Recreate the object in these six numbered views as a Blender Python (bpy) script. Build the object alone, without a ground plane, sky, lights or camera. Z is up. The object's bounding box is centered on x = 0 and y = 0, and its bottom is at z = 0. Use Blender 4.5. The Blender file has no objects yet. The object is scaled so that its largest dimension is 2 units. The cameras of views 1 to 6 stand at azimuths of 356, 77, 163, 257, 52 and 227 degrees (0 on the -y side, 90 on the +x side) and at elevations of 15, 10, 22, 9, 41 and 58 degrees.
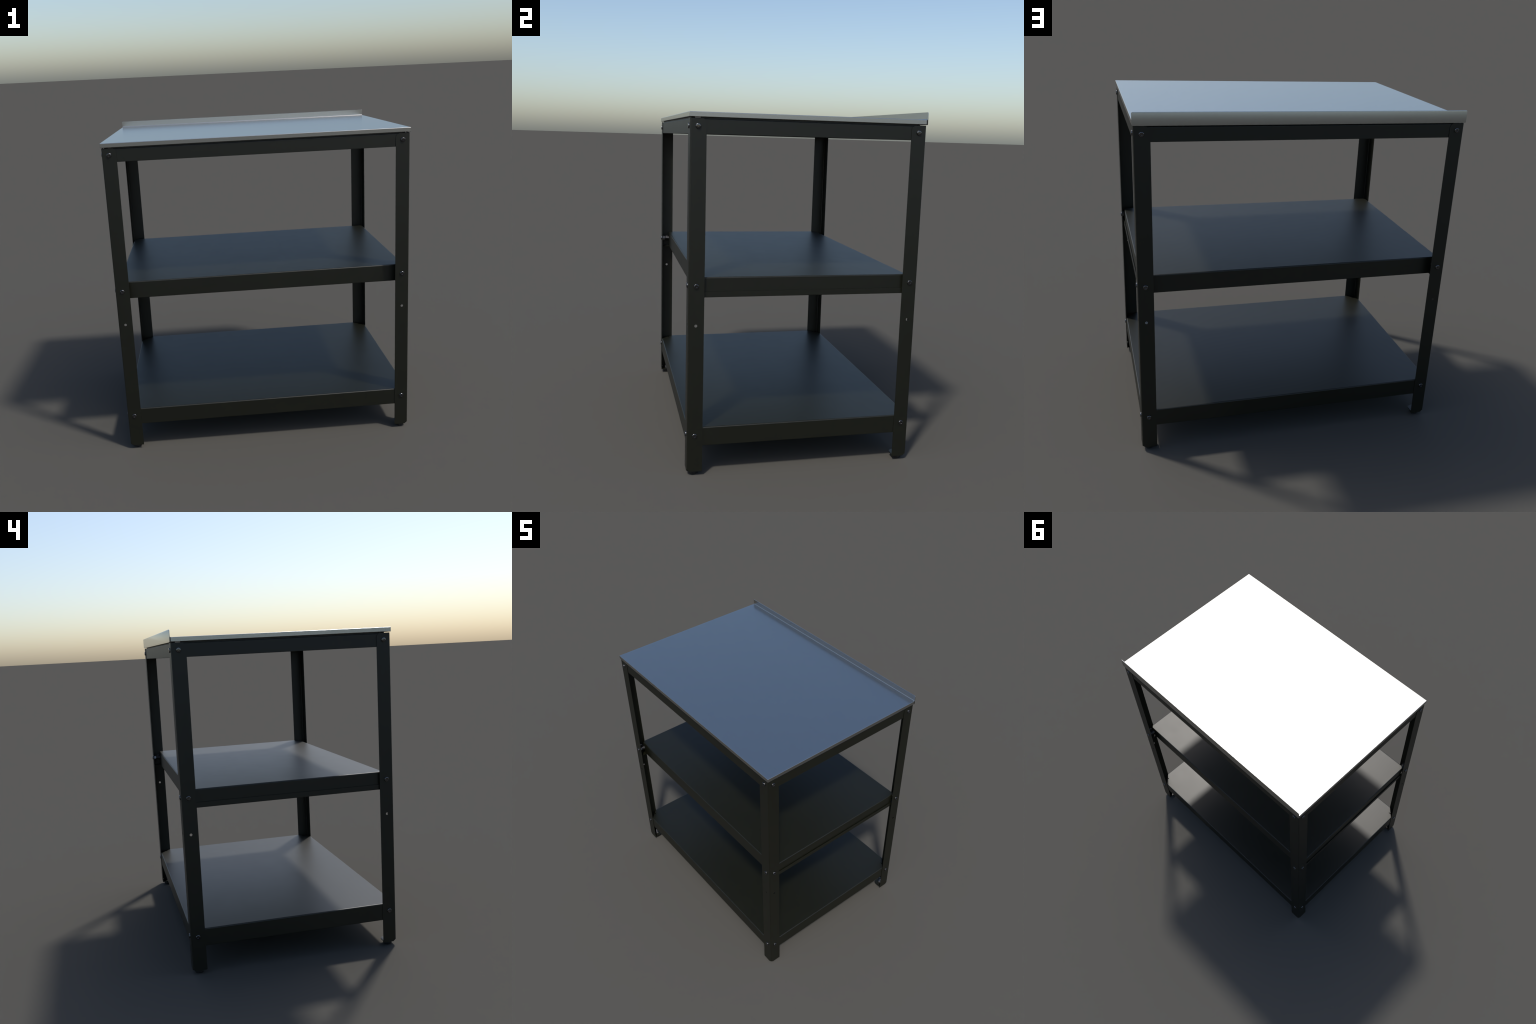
"""Steel workbench: sheet-metal worktop with an upstand at the back, four
angle-iron legs, a top frame of four aprons, a raised middle tray standing off
the legs on bolts, and a bottom tray seated between the legs."""
import bpy, bmesh, math, random
from mathutils import Vector, Matrix
from mathutils.geometry import delaunay_2d_cdt

random.seed(7)

# ------------------------------------------------------------ main sizes (m)
TOP_X, TOP_Y = 0.9140, 0.6474          # half width / half depth of the worktop
TOP_Z, TOP_UNDER = 1.9596, 1.9336      # worktop surface and lower edge
UP_FRONT, UP_Z, UP_UNDER = 0.6440, 2.0, 1.9318   # upstand at the back
LEG_X, LEG_Y, LEG_W = 0.9085, 0.6424, 0.0848     # outer leg planes, flange width
LEG_LOW, LEG_HIGH, LEG_T = 0.0228, 1.9285, 0.0022
BOLT_IN = 0.0414                       # bolt line, from the outer leg planes
Z_BOLT = (1.8885, 1.0594, 0.2290)      # bolt rows: apron, middle tray, bottom tray
Z_HOLE, HOLE_R = 0.8461, 0.0080        # spare hole in every flange
APRON_HIGH, APRON_LOW = 1.9250, 1.8480
MID_X, MID_Y, MID_HIGH, MID_LOW = 0.8915, 0.5895, 1.1052, 0.9985
LOW_HIGH, LOW_LOW = 0.2758, 0.1695
RAIL_X, RAIL_LOW, RAIL_HIGH = 0.8978, 0.9972, 1.0285


# ------------------------------------------------------------ materials
def new_material(name):
    m = bpy.data.materials.new(name)
    m.use_nodes = True
    nt = m.node_tree
    return m, nt, nt.nodes['Principled BSDF']


def add(nt, kind, **kw):
    n = nt.nodes.new(kind)
    for k, v in kw.items():
        if k in n.inputs:
            n.inputs[k].default_value = v
        else:
            setattr(n, k, v)
    return n


def grain(nt, bsdf, base, spread, scale, rough, rough_spread, bump, stretch=(1, 1, 1)):
    """Base colour and gloss that wander a little over fine noise."""
    co = add(nt, 'ShaderNodeTexCoord')
    mp = add(nt, 'ShaderNodeMapping')
    mp.inputs['Scale'].default_value = stretch
    nt.links.new(co.outputs['Object'], mp.inputs['Vector'])
    no = add(nt, 'ShaderNodeTexNoise', Scale=scale, Detail=6.0, Roughness=0.6)
    nt.links.new(mp.outputs['Vector'], no.inputs['Vector'])
    ramp = add(nt, 'ShaderNodeValToRGB')
    ramp.color_ramp.elements[0].position = 0.3
    ramp.color_ramp.elements[1].position = 0.7
    ramp.color_ramp.elements[0].color = [c * (1 - spread) for c in base] + [1]
    ramp.color_ramp.elements[1].color = [c * (1 + spread) for c in base] + [1]
    nt.links.new(no.outputs['Fac'], ramp.inputs['Fac'])
    nt.links.new(ramp.outputs['Color'], bsdf.inputs['Base Color'])
    rr = add(nt, 'ShaderNodeMapRange')
    rr.inputs['To Min'].default_value = rough - rough_spread
    rr.inputs['To Max'].default_value = rough + rough_spread
    nt.links.new(no.outputs['Fac'], rr.inputs['Value'])
    nt.links.new(rr.outputs['Result'], bsdf.inputs['Roughness'])
    if bump:
        fine = add(nt, 'ShaderNodeTexNoise', Scale=scale * 9, Detail=3.0)
        nt.links.new(mp.outputs['Vector'], fine.inputs['Vector'])
        bp = add(nt, 'ShaderNodeBump', Strength=bump, Distance=0.001)
        nt.links.new(fine.outputs['Fac'], bp.inputs['Height'])
        nt.links.new(bp.outputs['Normal'], bsdf.inputs['Normal'])


def make_materials():
    mats = {}
    m, nt, b = new_material('black_powder_coat')
    grain(nt, b, (0.0052, 0.0056, 0.0018), 0.06, 9.0, 0.44, 0.02, 0.0)
    b.inputs['Specular IOR Level'].default_value = 0.5
    mats['paint'] = m

    m, nt, b = new_material('brushed_sheet_steel')
    grain(nt, b, (0.475, 0.470, 0.450), 0.010, 3.0, 0.258, 0.005, 0.0, (1.5, 30, 30))
    b.inputs['Metallic'].default_value = 1.0
    mats['steel'] = m

    m, nt, b = new_material('dark_bolt_steel')
    grain(nt, b, (0.13, 0.13, 0.133), 0.1, 40.0, 0.12, 0.02, 0.0)
    b.inputs['Metallic'].default_value = 1.0
    mats['bolt'] = m

    m, nt, b = new_material('zinc_nut_steel')
    grain(nt, b, (0.24, 0.24, 0.25), 0.1, 40.0, 0.3, 0.05, 0.0)
    b.inputs['Metallic'].default_value = 1.0
    mats['zinc'] = m

    m, nt, b = new_material('black_rubber')
    grain(nt, b, (0.012, 0.012, 0.012), 0.1, 30.0, 0.6, 0.05, 0.0)
    mats['rubber'] = m
    return mats


MAT = make_materials()


# ------------------------------------------------------------ mesh helpers
def finish(bm, name, mat, angle=35):
    bmesh.ops.remove_doubles(bm, verts=bm.verts, dist=1e-6)
    bmesh.ops.recalc_face_normals(bm, faces=bm.faces)
    me = bpy.data.meshes.new(name)
    bm.to_mesh(me)
    bm.free()
    me.materials.append(mat)
    me.polygons.foreach_set('use_smooth', [True] * len(me.polygons))
    me.set_sharp_from_angle(angle=math.radians(angle))
    return me


def place(name, me, parent, matrix=None):
    ob = bpy.data.objects.new(name, me)
    bpy.context.scene.collection.objects.link(ob)
    ob.parent = parent
    if matrix is not None:
        ob.matrix_local = matrix
    if name in ('worktop', 'apron', 'middle_shelf', 'bottom_shelf', 'support_rail', 'leg', 'bolt'):
        wn = ob.modifiers.new('flat_faces', 'WEIGHTED_NORMAL')   # keeps big faces flat beside small folds
        wn.weight, wn.keep_sharp = 100, True
    return ob


def shell(bm, pts, faces, offset):
    """Close a sheet: pts(d) gives vertex positions at depth 0 and `offset`."""
    outer = [bm.verts.new(p) for p in pts(0.0)]
    inner = [bm.verts.new(p) for p in pts(offset)]
    count = {}
    for f in faces:
        bm.faces.new([outer[i] for i in f])
        bm.faces.new([inner[i] for i in reversed(f)])
        for a, b in zip(f, f[1:] + f[:1]):
            key = (min(a, b), max(a, b))
            count[key] = None if key in count else (a, b)
    for e in count.values():
        if e:
            a, b = e
            bm.faces.new([outer[b], outer[a], inner[a], inner[b]])


def arc(cx, cy, r, a0, a1, n):
    return [(cx + r * math.cos(math.radians(a0 + (a1 - a0) * i / n)),
             cy + r * math.sin(math.radians(a0 + (a1 - a0) * i / n))) for i in range(n + 1)]


def box(bm, lo, hi, bevel=0.0):
    r = bmesh.ops.create_cube(bm, size=1.0)
    c = [(a + b) / 2 for a, b in zip(lo, hi)]
    s = [b - a for a, b in zip(lo, hi)]
    for v in r['verts']:
        v.co = Vector((c[0] + v.co.x * s[0], c[1] + v.co.y * s[1], c[2] + v.co.z * s[2]))
    if bevel:
        es = list({e for v in r['verts'] for e in v.link_edges})
        bmesh.ops.bevel(bm, geom=es, offset=bevel, segments=3, affect='EDGES', profile=0.5)


def lathe(bm, profile, n, wobble=None):
    """Revolve (radius, z) pairs about z; wobble(i, r) may scallop the rim."""
    rings = []
    for r, z in profile:
        if r < 1e-7:
            rings.append([bm.verts.new((0, 0, z))])
        else:
            rings.append([bm.verts.new(((wobble(i, r) if wobble else r) * math.cos(2 * math.pi * i / n),
                                        (wobble(i, r) if wobble else r) * math.sin(2 * math.pi * i / n), z))
                          for i in range(n)])
    for a, b in zip(rings, rings[1:]):
        for i in range(n):
            j = (i + 1) % n
            q = [a[i % len(a)], a[j % len(a)], b[j % len(b)], b[i % len(b)]]
            q = [v for k, v in enumerate(q) if v not in q[:k]]
            if len(q) > 2:
                bm.faces.new(q)


# ------------------------------------------------------------ leg
def leg_mesh(sx, sy):
    """Angle section folded from one flat strip: s runs across, z up."""
    R, n_bend, rc = 0.007, 6, 0.028
    s0 = R * math.pi / 4
    sm = LEG_W - R + s0
    ri, cut0, cut1, rise = 0.003, 0.0062, 0.0160, 0.0120     # relief cut under the bend
    outline = (arc(sm - ri, LEG_LOW + ri, ri, -90, 0, 3) + arc(sm - rc, LEG_HIGH - rc, rc, 0, 90, 8)
               + arc(-sm + rc, LEG_HIGH - rc, rc, 90, 180, 8) + arc(-sm + ri, LEG_LOW + ri, ri, 180, 270, 3)
               + [(-cut1, LEG_LOW), (-cut0 - 0.002, LEG_LOW + rise - 0.003), (-cut0, LEG_LOW + rise),
                  (cut0, LEG_LOW + rise), (cut0 + 0.002, LEG_LOW + rise - 0.003), (cut1, LEG_LOW)])
    pts = [Vector(p) for p in outline]
    edges = [(i, (i + 1) % len(pts)) for i in range(len(pts))]
    holes = []
    s_hole = BOLT_IN - R + s0
    for s in (s_hole, -s_hole):
        k = len(pts)
        ring = [Vector((s + HOLE_R * math.cos(2 * math.pi * i / 20), Z_HOLE + HOLE_R * math.sin(2 * math.pi * i / 20)))
                for i in range(20)]
        pts += ring
        edges += [(k + i, k + (i + 1) % 20) for i in range(20)]
        holes.append(Vector((s, Z_HOLE)))
    for i in range(n_bend + 1):
        s = -s0 + 2 * s0 * i / n_bend
        k = len(pts)
        pts += [Vector((s, LEG_LOW + rise)), Vector((s, LEG_HIGH))]
        edges.append((k, k + 1))
    v2, _, f2, *_ = delaunay_2d_cdt(pts, edges, [], 0, 1e-6)
    faces = []
    for f in f2:
        c = sum((v2[i] for i in f), Vector((0, 0))) / len(f)
        in_cut = abs(c.x) < cut1 and c.y < LEG_LOW + rise * min(1.0, 1.02 * (cut1 - abs(c.x)) / (cut1 - cut0))
        if not in_cut and all((c - h).length > HOLE_R * 0.98 for h in holes):
            faces.append(list(f))

    def fold(d):
        out = []
        for p in v2:
            s, z = p
            if s >= s0 - 1e-9:
                u, v = R + s - s0, d
            elif s <= -s0 + 1e-9:
                u, v = d, R - s - s0
            else:
                t = math.radians(45 + 45 * s / s0)          # 0 = side flange, 90 = front flange
                u, v = R - (R - d) * math.cos(t), R - (R - d) * math.sin(t)
            out.append((sx * (LEG_X - u), sy * (LEG_Y - v), z))
        return out
    bm = bmesh.new()
    shell(bm, fold, faces, LEG_T)
    return finish(bm, 'leg', MAT['paint'], 25)


# ------------------------------------------------------------ foot and fixings
def foot_plate_mesh(sx, sy):
    a, b, r = LEG_T + 0.0003, LEG_W - 0.0060, 0.028
    prof = [(a, a + 0.011), (a + 0.011, a), (b, a)] + arc(b - r, b - r, r, 0, 90, 10) + [(a, b)]
    bm = bmesh.new()
    shell(bm, lambda d: [(sx * (LEG_X - u), sy * (LEG_Y - v), 0.0245 + d) for u, v in prof],
          [list(range(len(prof)))], 0.005)
    return finish(bm, 'foot_plate', MAT['paint'])


def foot_mesh():
    bm = bmesh.new()
    n = 64
    lathe(bm, [(0, 0), (0.0245, 0), (0.0262, 0.002), (0.0290, 0.016), (0.0285, 0.0205), (0.012, 0.0215),
               (0.012, 0.0243), (0, 0.0243)],
          n, lambda i, r: r - (0.0012 if (r > 0.026 and i % 4 == 0) else 0))
    return finish(bm, 'foot', MAT['rubber'])


def threaded_mesh(name, r, length, mat, pitch=0.0035):
    bm = bmesh.new()
    prof, z, k = [(0, 0), (r, 0)], 0.0, 0
    while z + pitch < length:
        prof += [(r * 0.86, z + pitch / 2), (r, z + pitch)]
        z += pitch
    prof += [(r * 0.8, length), (0, length)]
    lathe(bm, prof, 18)
    return finish(bm, name, mat, 60)


def nut_mesh(name, r, h, mat):
    bm = bmesh.new()
    c = r * 0.10
    lathe(bm, [(0, 0), (r - c, 0), (r, c * 0.7), (r, h - c * 0.7), (r - c, h), (r * 0.55, h), (r * 0.5, h - 0.002), (0, h - 0.002)], 6)
    return finish(bm, name, mat, 20)


def washer_mesh(r, h):
    bm = bmesh.new()
    lathe(bm, [(0, 0), (r - 0.0008, 0), (r, 0.0008), (r, h - 0.0008), (r - 0.0008, h), (0, h)], 28)
    return finish(bm, 'washer', MAT['zinc'])


def bolt_head_mesh():
    """Button head with a hexagon socket; z points out of the leg."""
    r, h, n = 0.0142, 0.0062, 36
    bm = bmesh.new()
    k = 0.0040                                            # rounded shoulder, flat face
    dome = [(r, -0.001), (r, h - k)] + [(r - k + k * math.cos(math.radians(a)), h - k + k * math.sin(math.radians(a)))
                                        for a in (18, 36, 54, 72, 90)]
    rings = [[bm.verts.new((q * math.cos(2 * math.pi * i / n), q * math.sin(2 * math.pi * i / n), z)) for i in range(n)]
             for q, z in dome]
    top = dome[-1][1]

    def hexa(i, size):
        a = 2 * math.pi * i / n
        k = (a % (math.pi / 3)) - math.pi / 6
        q = size * math.cos(math.pi / 6) / math.cos(k)
        return q * math.cos(a), q * math.sin(a)
    for size, z in ((0.0056, top + 0.0002), (0.0050, top - 0.0004), (0.0050, top - 0.0040)):
        rings.append([bm.verts.new((*hexa(i, size), z)) for i in range(n)])
    for a, b in zip(rings, rings[1:]):
        for i in range(n):
            j = (i + 1) % n
            bm.faces.new([a[i], a[j], b[j], b[i]])
    bm.faces.new(rings[-1])
    bm.faces.new(list(reversed(rings[0])))
    return finish(bm, 'bolt', MAT['bolt'], 32)


# ------------------------------------------------------------ trays and aprons
def fold_profile(drop, R, lip, n=5):
    """(inward distance, height below the top) going from flat top over the fold and down."""
    prof = [(R - R * math.sin(t), R - R * math.cos(t)) for t in [math.pi / 2 * i / n for i in range(n + 1)]]
    prof += [(0.0, drop - R * 0.6), (R * 0.25, drop - R * 0.15), (R * 0.7, drop), (lip, drop)]
    return prof


def tray_mesh(name, hx, hy, high, low, corner, wall_end, lip=0.03, slot=False):
    """Folded sheet tray: eight-sided top with clipped corners, four walls."""
    R, t = 0.006, 0.004
    bm = bmesh.new()
    # top plate (inside the folds)
    a, b = hx - R, hy - R
    c = corner - R
    out = [(a - c, -b), (a, -b + c), (a, b - c), (a - c, b), (-a + c, b), (-a, b - c), (-a, -b + c), (-a + c, -b)]
    edges = [(i, (i + 1) % 8) for i in range(8)]
    pts = [Vector(p) for p in out]
    slots = []
    if slot:                                  # short slit beside each clipped corner
        for sx in (1, -1):
            for sy in (1, -1):
                k = len(pts)
                m = Vector((sx * 0.8690, sy * 0.5888))
                pts += [m + Vector((0.013, 0.003)), m + Vector((-0.013, 0.003)), m + Vector((-0.013, -0.003)), m + Vector((0.013, -0.003))]
                edges += [(k + i, k + (i + 1) % 4) for i in range(4)]
                slots.append(m)
    v2, _, f2, *_ = delaunay_2d_cdt(pts, edges, [], 0, 1e-6)
    faces = []
    for f in f2:
        p = sum((v2[i] for i in f), Vector((0, 0))) / len(f)
        inside = abs(p.x) + abs(p.y) < a + b - c + 1e-7
        if inside and not any(abs(p.x - m.x) < 0.013 and abs(p.y - m.y) < 0.003 for m in slots):
            faces.append(list(f))
    shell(bm, lambda d: [(p.x, p.y, high - d) for p in v2], faces, t)
    # folds and walls, one per side; the wall runs on behind the leg flange
    prof = fold_profile(high - low, R, lip)
    nfold = 6

    def side(axis, sign):
        half, other = (hx, hy) if axis == 'y' else (hy, hx)
        e_top, e_wall = half - corner, half - wall_end
        cols = []
        for k, (q, dz) in enumerate(prof):
            e = e_top if k < nfold else (e_wall if dz < (high - low) * 0.8 and k < nfold + 1 else e_wall - 0.012)
            if k >= nfold + 2:
                e = e_wall - 0.02 - q * 0.9
            cols.append((q, dz, e))
        # extra row just under the fold where the wall widens
        cols.insert(nfold, (0.0, R + 0.0012, e_wall))
        nrm = []
        for k in range(len(cols)):
            p0, p1 = cols[max(k - 1, 0)], cols[min(k + 1, len(cols) - 1)]
            dq, dz = p1[0] - p0[0], p1[1] - p0[1]
            ln = math.hypot(dq, dz) or 1
            nrm.append((dz / ln, -dq / ln))
        nrm[0] = (0.0, 1.0)

        def at(d):
            res = []
            for (q, dz, e), (nq, nz) in zip(cols, nrm):
                w, z = other - q - nq * d, high - dz - nz * d
                for s in (-1, 1):
                    res.append((s * e, sign * w, z) if axis == 'y' else (sign * w, s * e, z))
            return res
        fs = [[2 * i, 2 * i + 1, 2 * i + 3, 2 * i + 2] for i in range(len(cols) - 1)]
        shell(bm, at, fs, t * 0.98)
    for s in (1, -1):
        side('y', s)
        side('x', s)
    return finish(bm, name, MAT['paint'], 30)


def strip_mesh(name, axis, sign, half, plane, high, low, top_lip, foot_lip):
    """Channel rail: folded top lip, web and foot lip, mitred at the ends."""
    R, t = 0.004, 0.0035
    prof = [(top_lip, 0.0)] + fold_profile(high - low, R, foot_lip)
    nrm = []
    for k in range(len(prof)):
        p0, p1 = prof[max(k - 1, 0)], prof[min(k + 1, len(prof) - 1)]
        dq, dz = p1[0] - p0[0], p1[1] - p0[1]
        ln = math.hypot(dq, dz) or 1
        nrm.append((dz / ln, -dq / ln))
    bm = bmesh.new()

    def at(d):
        res = []
        for (q, dz), (nq, nz) in zip(prof, nrm):
            w, z, e = plane - q - nq * d, high - dz - nz * d, half - max(q - R, 0)
            for s in (-1, 1):
                res.append((s * e, sign * w, z) if axis == 'y' else (sign * w, s * e, z))
        return res
    shell(bm, at, [[2 * i, 2 * i + 1, 2 * i + 3, 2 * i + 2] for i in range(len(prof) - 1)], t)
    return finish(bm, name, MAT['paint'], 30)


def angle_rail_mesh(sign):
    """Angle under the middle tray's end, running from leg to leg."""
    R, half = 0.003, LEG_Y - 0.012
    prof = [(0.0, 0.0), (0.0, RAIL_HIGH - RAIL_LOW - R)] + \
           [(R - R * math.cos(t), RAIL_HIGH - RAIL_LOW - R + R * math.sin(t)) for t in (math.pi / 8, math.pi / 4, 3 * math.pi / 8)] + \
           [(R, RAIL_HIGH - RAIL_LOW), (0.052, RAIL_HIGH - RAIL_LOW)]
    nrm = []
    for k in range(len(prof)):
        p0, p1 = prof[max(k - 1, 0)], prof[min(k + 1, len(prof) - 1)]
        dq, dz = p1[0] - p0[0], p1[1] - p0[1]
        ln = math.hypot(dq, dz)
        nrm.append((dz / ln, -dq / ln))
    bm = bmesh.new()
    ends = [half - 0.007] + [half] * 5 + [half - 0.03]
    ends[-1] = half - 0.012

    def at(d):
        res = []
        for (q, dz), (nq, nz), e in zip(prof, nrm, ends):
            w, z = RAIL_X - q - nq * d, RAIL_HIGH - dz - nz * d
            res += [(sign * w, -e, z), (sign * w, e, z)]
        return res
    shell(bm, at, [[2 * i, 2 * i + 1, 2 * i + 3, 2 * i + 2] for i in range(len(prof) - 1)], 0.0028)
    return finish(bm, 'support_rail', MAT['paint'], 30)


# ------------------------------------------------------------ worktop
def worktop_mesh():
    bm = bmesh.new()
    box(bm, (-TOP_X, -TOP_Y, TOP_UNDER), (TOP_X, UP_FRONT - 0.0030, TOP_Z), 0.0026)
    return finish(bm, 'worktop', MAT['steel'], 50)


def upstand_mesh():
    bm = bmesh.new()
    r = 0.006
    x = TOP_X + 0.0005
    prof = arc(x - r, UP_Z - r, r, 0, 90, 8) + arc(-x + r, UP_Z - r, r, 90, 180, 8) \
        + arc(-x + 0.004, UP_UNDER + 0.004, 0.004, 180, 270, 5) + arc(x - 0.004, UP_UNDER + 0.004, 0.004, 270, 360, 5)
    shell(bm, lambda d: [(px, TOP_Y - d, pz) for px, pz in prof], [list(range(len(prof)))], TOP_Y - UP_FRONT)
    rim = [e for e in bm.edges if abs(e.verts[0].co.y - e.verts[1].co.y) < 1e-6]
    bmesh.ops.bevel(bm, geom=rim, offset=0.0009, segments=2, affect='EDGES', profile=0.5)
    # small inside radius where the sheet turns up
    r, e = 0.0046, TOP_X - 0.001
    bend = [(UP_FRONT - r + r * math.sin(t), TOP_Z + r - r * math.cos(t)) for t in [math.pi / 2 * i / 5 for i in range(6)]]
    bend += [(UP_FRONT + 0.001, TOP_Z + r), (UP_FRONT + 0.001, TOP_Z - 0.0006), (UP_FRONT - r, TOP_Z - 0.0006)]
    shell(bm, lambda d: [(-e + d, y, z) for y, z in bend], [list(range(len(bend)))], 2 * e)
    me = finish(bm, 'upstand', MAT['steel'], 50)
    for e in me.edges:                        # front face stays flat; the back rolls over at the top
        p, q = (me.vertices[i].co for i in e.vertices)
        front = max(p.y, q.y) < UP_FRONT + 1e-5 and min(p.z, q.z) > TOP_Z + 0.01
        low_back = min(p.y, q.y) > TOP_Y - 1e-5 and max(p.z, q.z) < UP_UNDER + 0.008
        if front or low_back or (max(p.y, q.y) < UP_FRONT + 1e-5 and max(p.z, q.z) < TOP_Z - 0.001):
            e.use_edge_sharp = True
    return me


def bearer_mesh():
    """Packing frame that carries the worktop on the aprons, set well in."""
    bm = bmesh.new()
    hx, hy, w = LEG_X - 0.012, LEG_Y - 0.012, 0.02
    lo, hi = APRON_HIGH + 0.0003, TOP_UNDER - 0.0003
    clear = 0.045
    for s in (1, -1):
        y0, y1 = sorted((s * hy, s * (hy - w)))
        box(bm, (-hx + clear, y0, lo), (hx - clear, y1, hi))
        x0, x1 = sorted((s * hx, s * (hx - w)))
        box(bm, (x0, -hy + clear, lo), (x1, hy - clear, hi))
    return finish(bm, 'bearer', MAT['paint'])


# ------------------------------------------------------------ assembly
def build():
    bench = bpy.data.objects.new('steel_workbench', None)
    bpy.context.scene.collection.objects.link(bench)
    bench['label'] = 'black steel workbench with metal worktop and two shelves'
    bench['category'] = 'workbench'

    top = place('worktop', worktop_mesh(), bench)
    place('upstand', upstand_mesh(), top)
    place('bearer', bearer_mesh(), bench)

    inset = LEG_T + 0.0006
    for sign in (-1, 1):
        place('apron', strip_mesh('apron', 'y', sign, LEG_X - 0.0125, LEG_Y - inset, APRON_HIGH, APRON_LOW, 0.03, 0.016), bench)
        place('apron', strip_mesh('apron', 'x', sign, LEG_Y - 0.0125, LEG_X - inset, APRON_HIGH - 0.0002, APRON_LOW, 0.03, 0.016), bench)

    mid = place('middle_shelf', tray_mesh('middle_shelf', MID_X, MID_Y, MID_HIGH, MID_LOW, 0.018, 0.016), bench)
    place('bottom_shelf', tray_mesh('bottom_shelf', LEG_X - inset, LEG_Y - inset, LOW_HIGH, LOW_LOW, 0.076, 0.022, slot=True), bench)
    for sign in (-1, 1):
        place('support_rail', angle_rail_mesh(sign), mid)

    head, foot, nut = bolt_head_mesh(), foot_mesh(), nut_mesh('nut', 0.0185, 0.016, MAT['zinc'])
    thin_nut = nut_mesh('thin_nut', 0.0175, 0.0115, MAT['zinc'])
    washer = washer_mesh(0.0215, 0.0035)
    spacer = threaded_mesh('threaded_sleeve', 0.0165, LEG_Y - LEG_T - MID_Y, MAT['zinc'], 0.0055)
    stud = threaded_mesh('levelling_stud', 0.0095, 0.050, MAT['zinc'])
    foot_nut = nut_mesh('foot_nut', 0.0175, 0.013, MAT['zinc'])

    for sx in (1, -1):
        for sy in (-1, 1):
            leg = place('leg', leg_mesh(sx, sy), bench)
            fx, fy = sx * (LEG_X - BOLT_IN), sy * (LEG_Y - BOLT_IN)
            place('foot_plate', foot_plate_mesh(sx, sy), leg)
            place('foot', foot, leg, Matrix.Translation((fx, fy, 0)) @ Matrix.Rotation(random.random() * 6, 4, 'Z'))
            place('levelling_stud', stud, leg, Matrix.Translation((fx, fy, 0.0297)))
            place('foot_nut', foot_nut, leg, Matrix.Translation((fx, fy, 0.0297)) @ Matrix.Rotation(random.random() * 6, 4, 'Z'))
            out_y = Vector((0, sy, 0)).to_track_quat('Z', 'Y').to_matrix().to_4x4()
            out_x = Vector((sx, 0, 0)).to_track_quat('Z', 'Y').to_matrix().to_4x4()
            for z in Z_BOLT:
                for pos, rot in (((fx, sy * LEG_Y, z), out_y), ((sx * LEG_X, fy, z), out_x)):
                    place('bolt', head, leg, Matrix.Translation(pos) @ rot @ Matrix.Rotation(random.random() * 6, 4, 'Z'))
            # stand-off hardware of the middle shelf, inside the leg
            z = Z_BOLT[1]
            in_y = Vector((0, -sy, 0)).to_track_quat('Z', 'Y').to_matrix().to_4x4()
            in_x = Vector((-sx, 0, 0)).to_track_quat('Z', 'Y').to_matrix().to_4x4()
            y0 = LEG_Y - LEG_T
            place('threaded_sleeve', spacer, leg, Matrix.Translation((fx, sy * y0, z)) @ in_y)
            place('washer', washer, leg, Matrix.Translation((fx, sy * (y0 - 0.0002), z)) @ in_y)
            place('nut', nut, leg, Matrix.Translation((fx, sy * (y0 - 0.0038), z)) @ in_y @ Matrix.Rotation(random.random() * 6, 4, 'Z'))
            # plain nut behind the end-side bolt
            place('nut', thin_nut, leg, Matrix.Translation((sx * (LEG_X - LEG_T - 0.0002), fy, z)) @ in_x @ Matrix.Rotation(random.random() * 6, 4, 'Z'))


build()
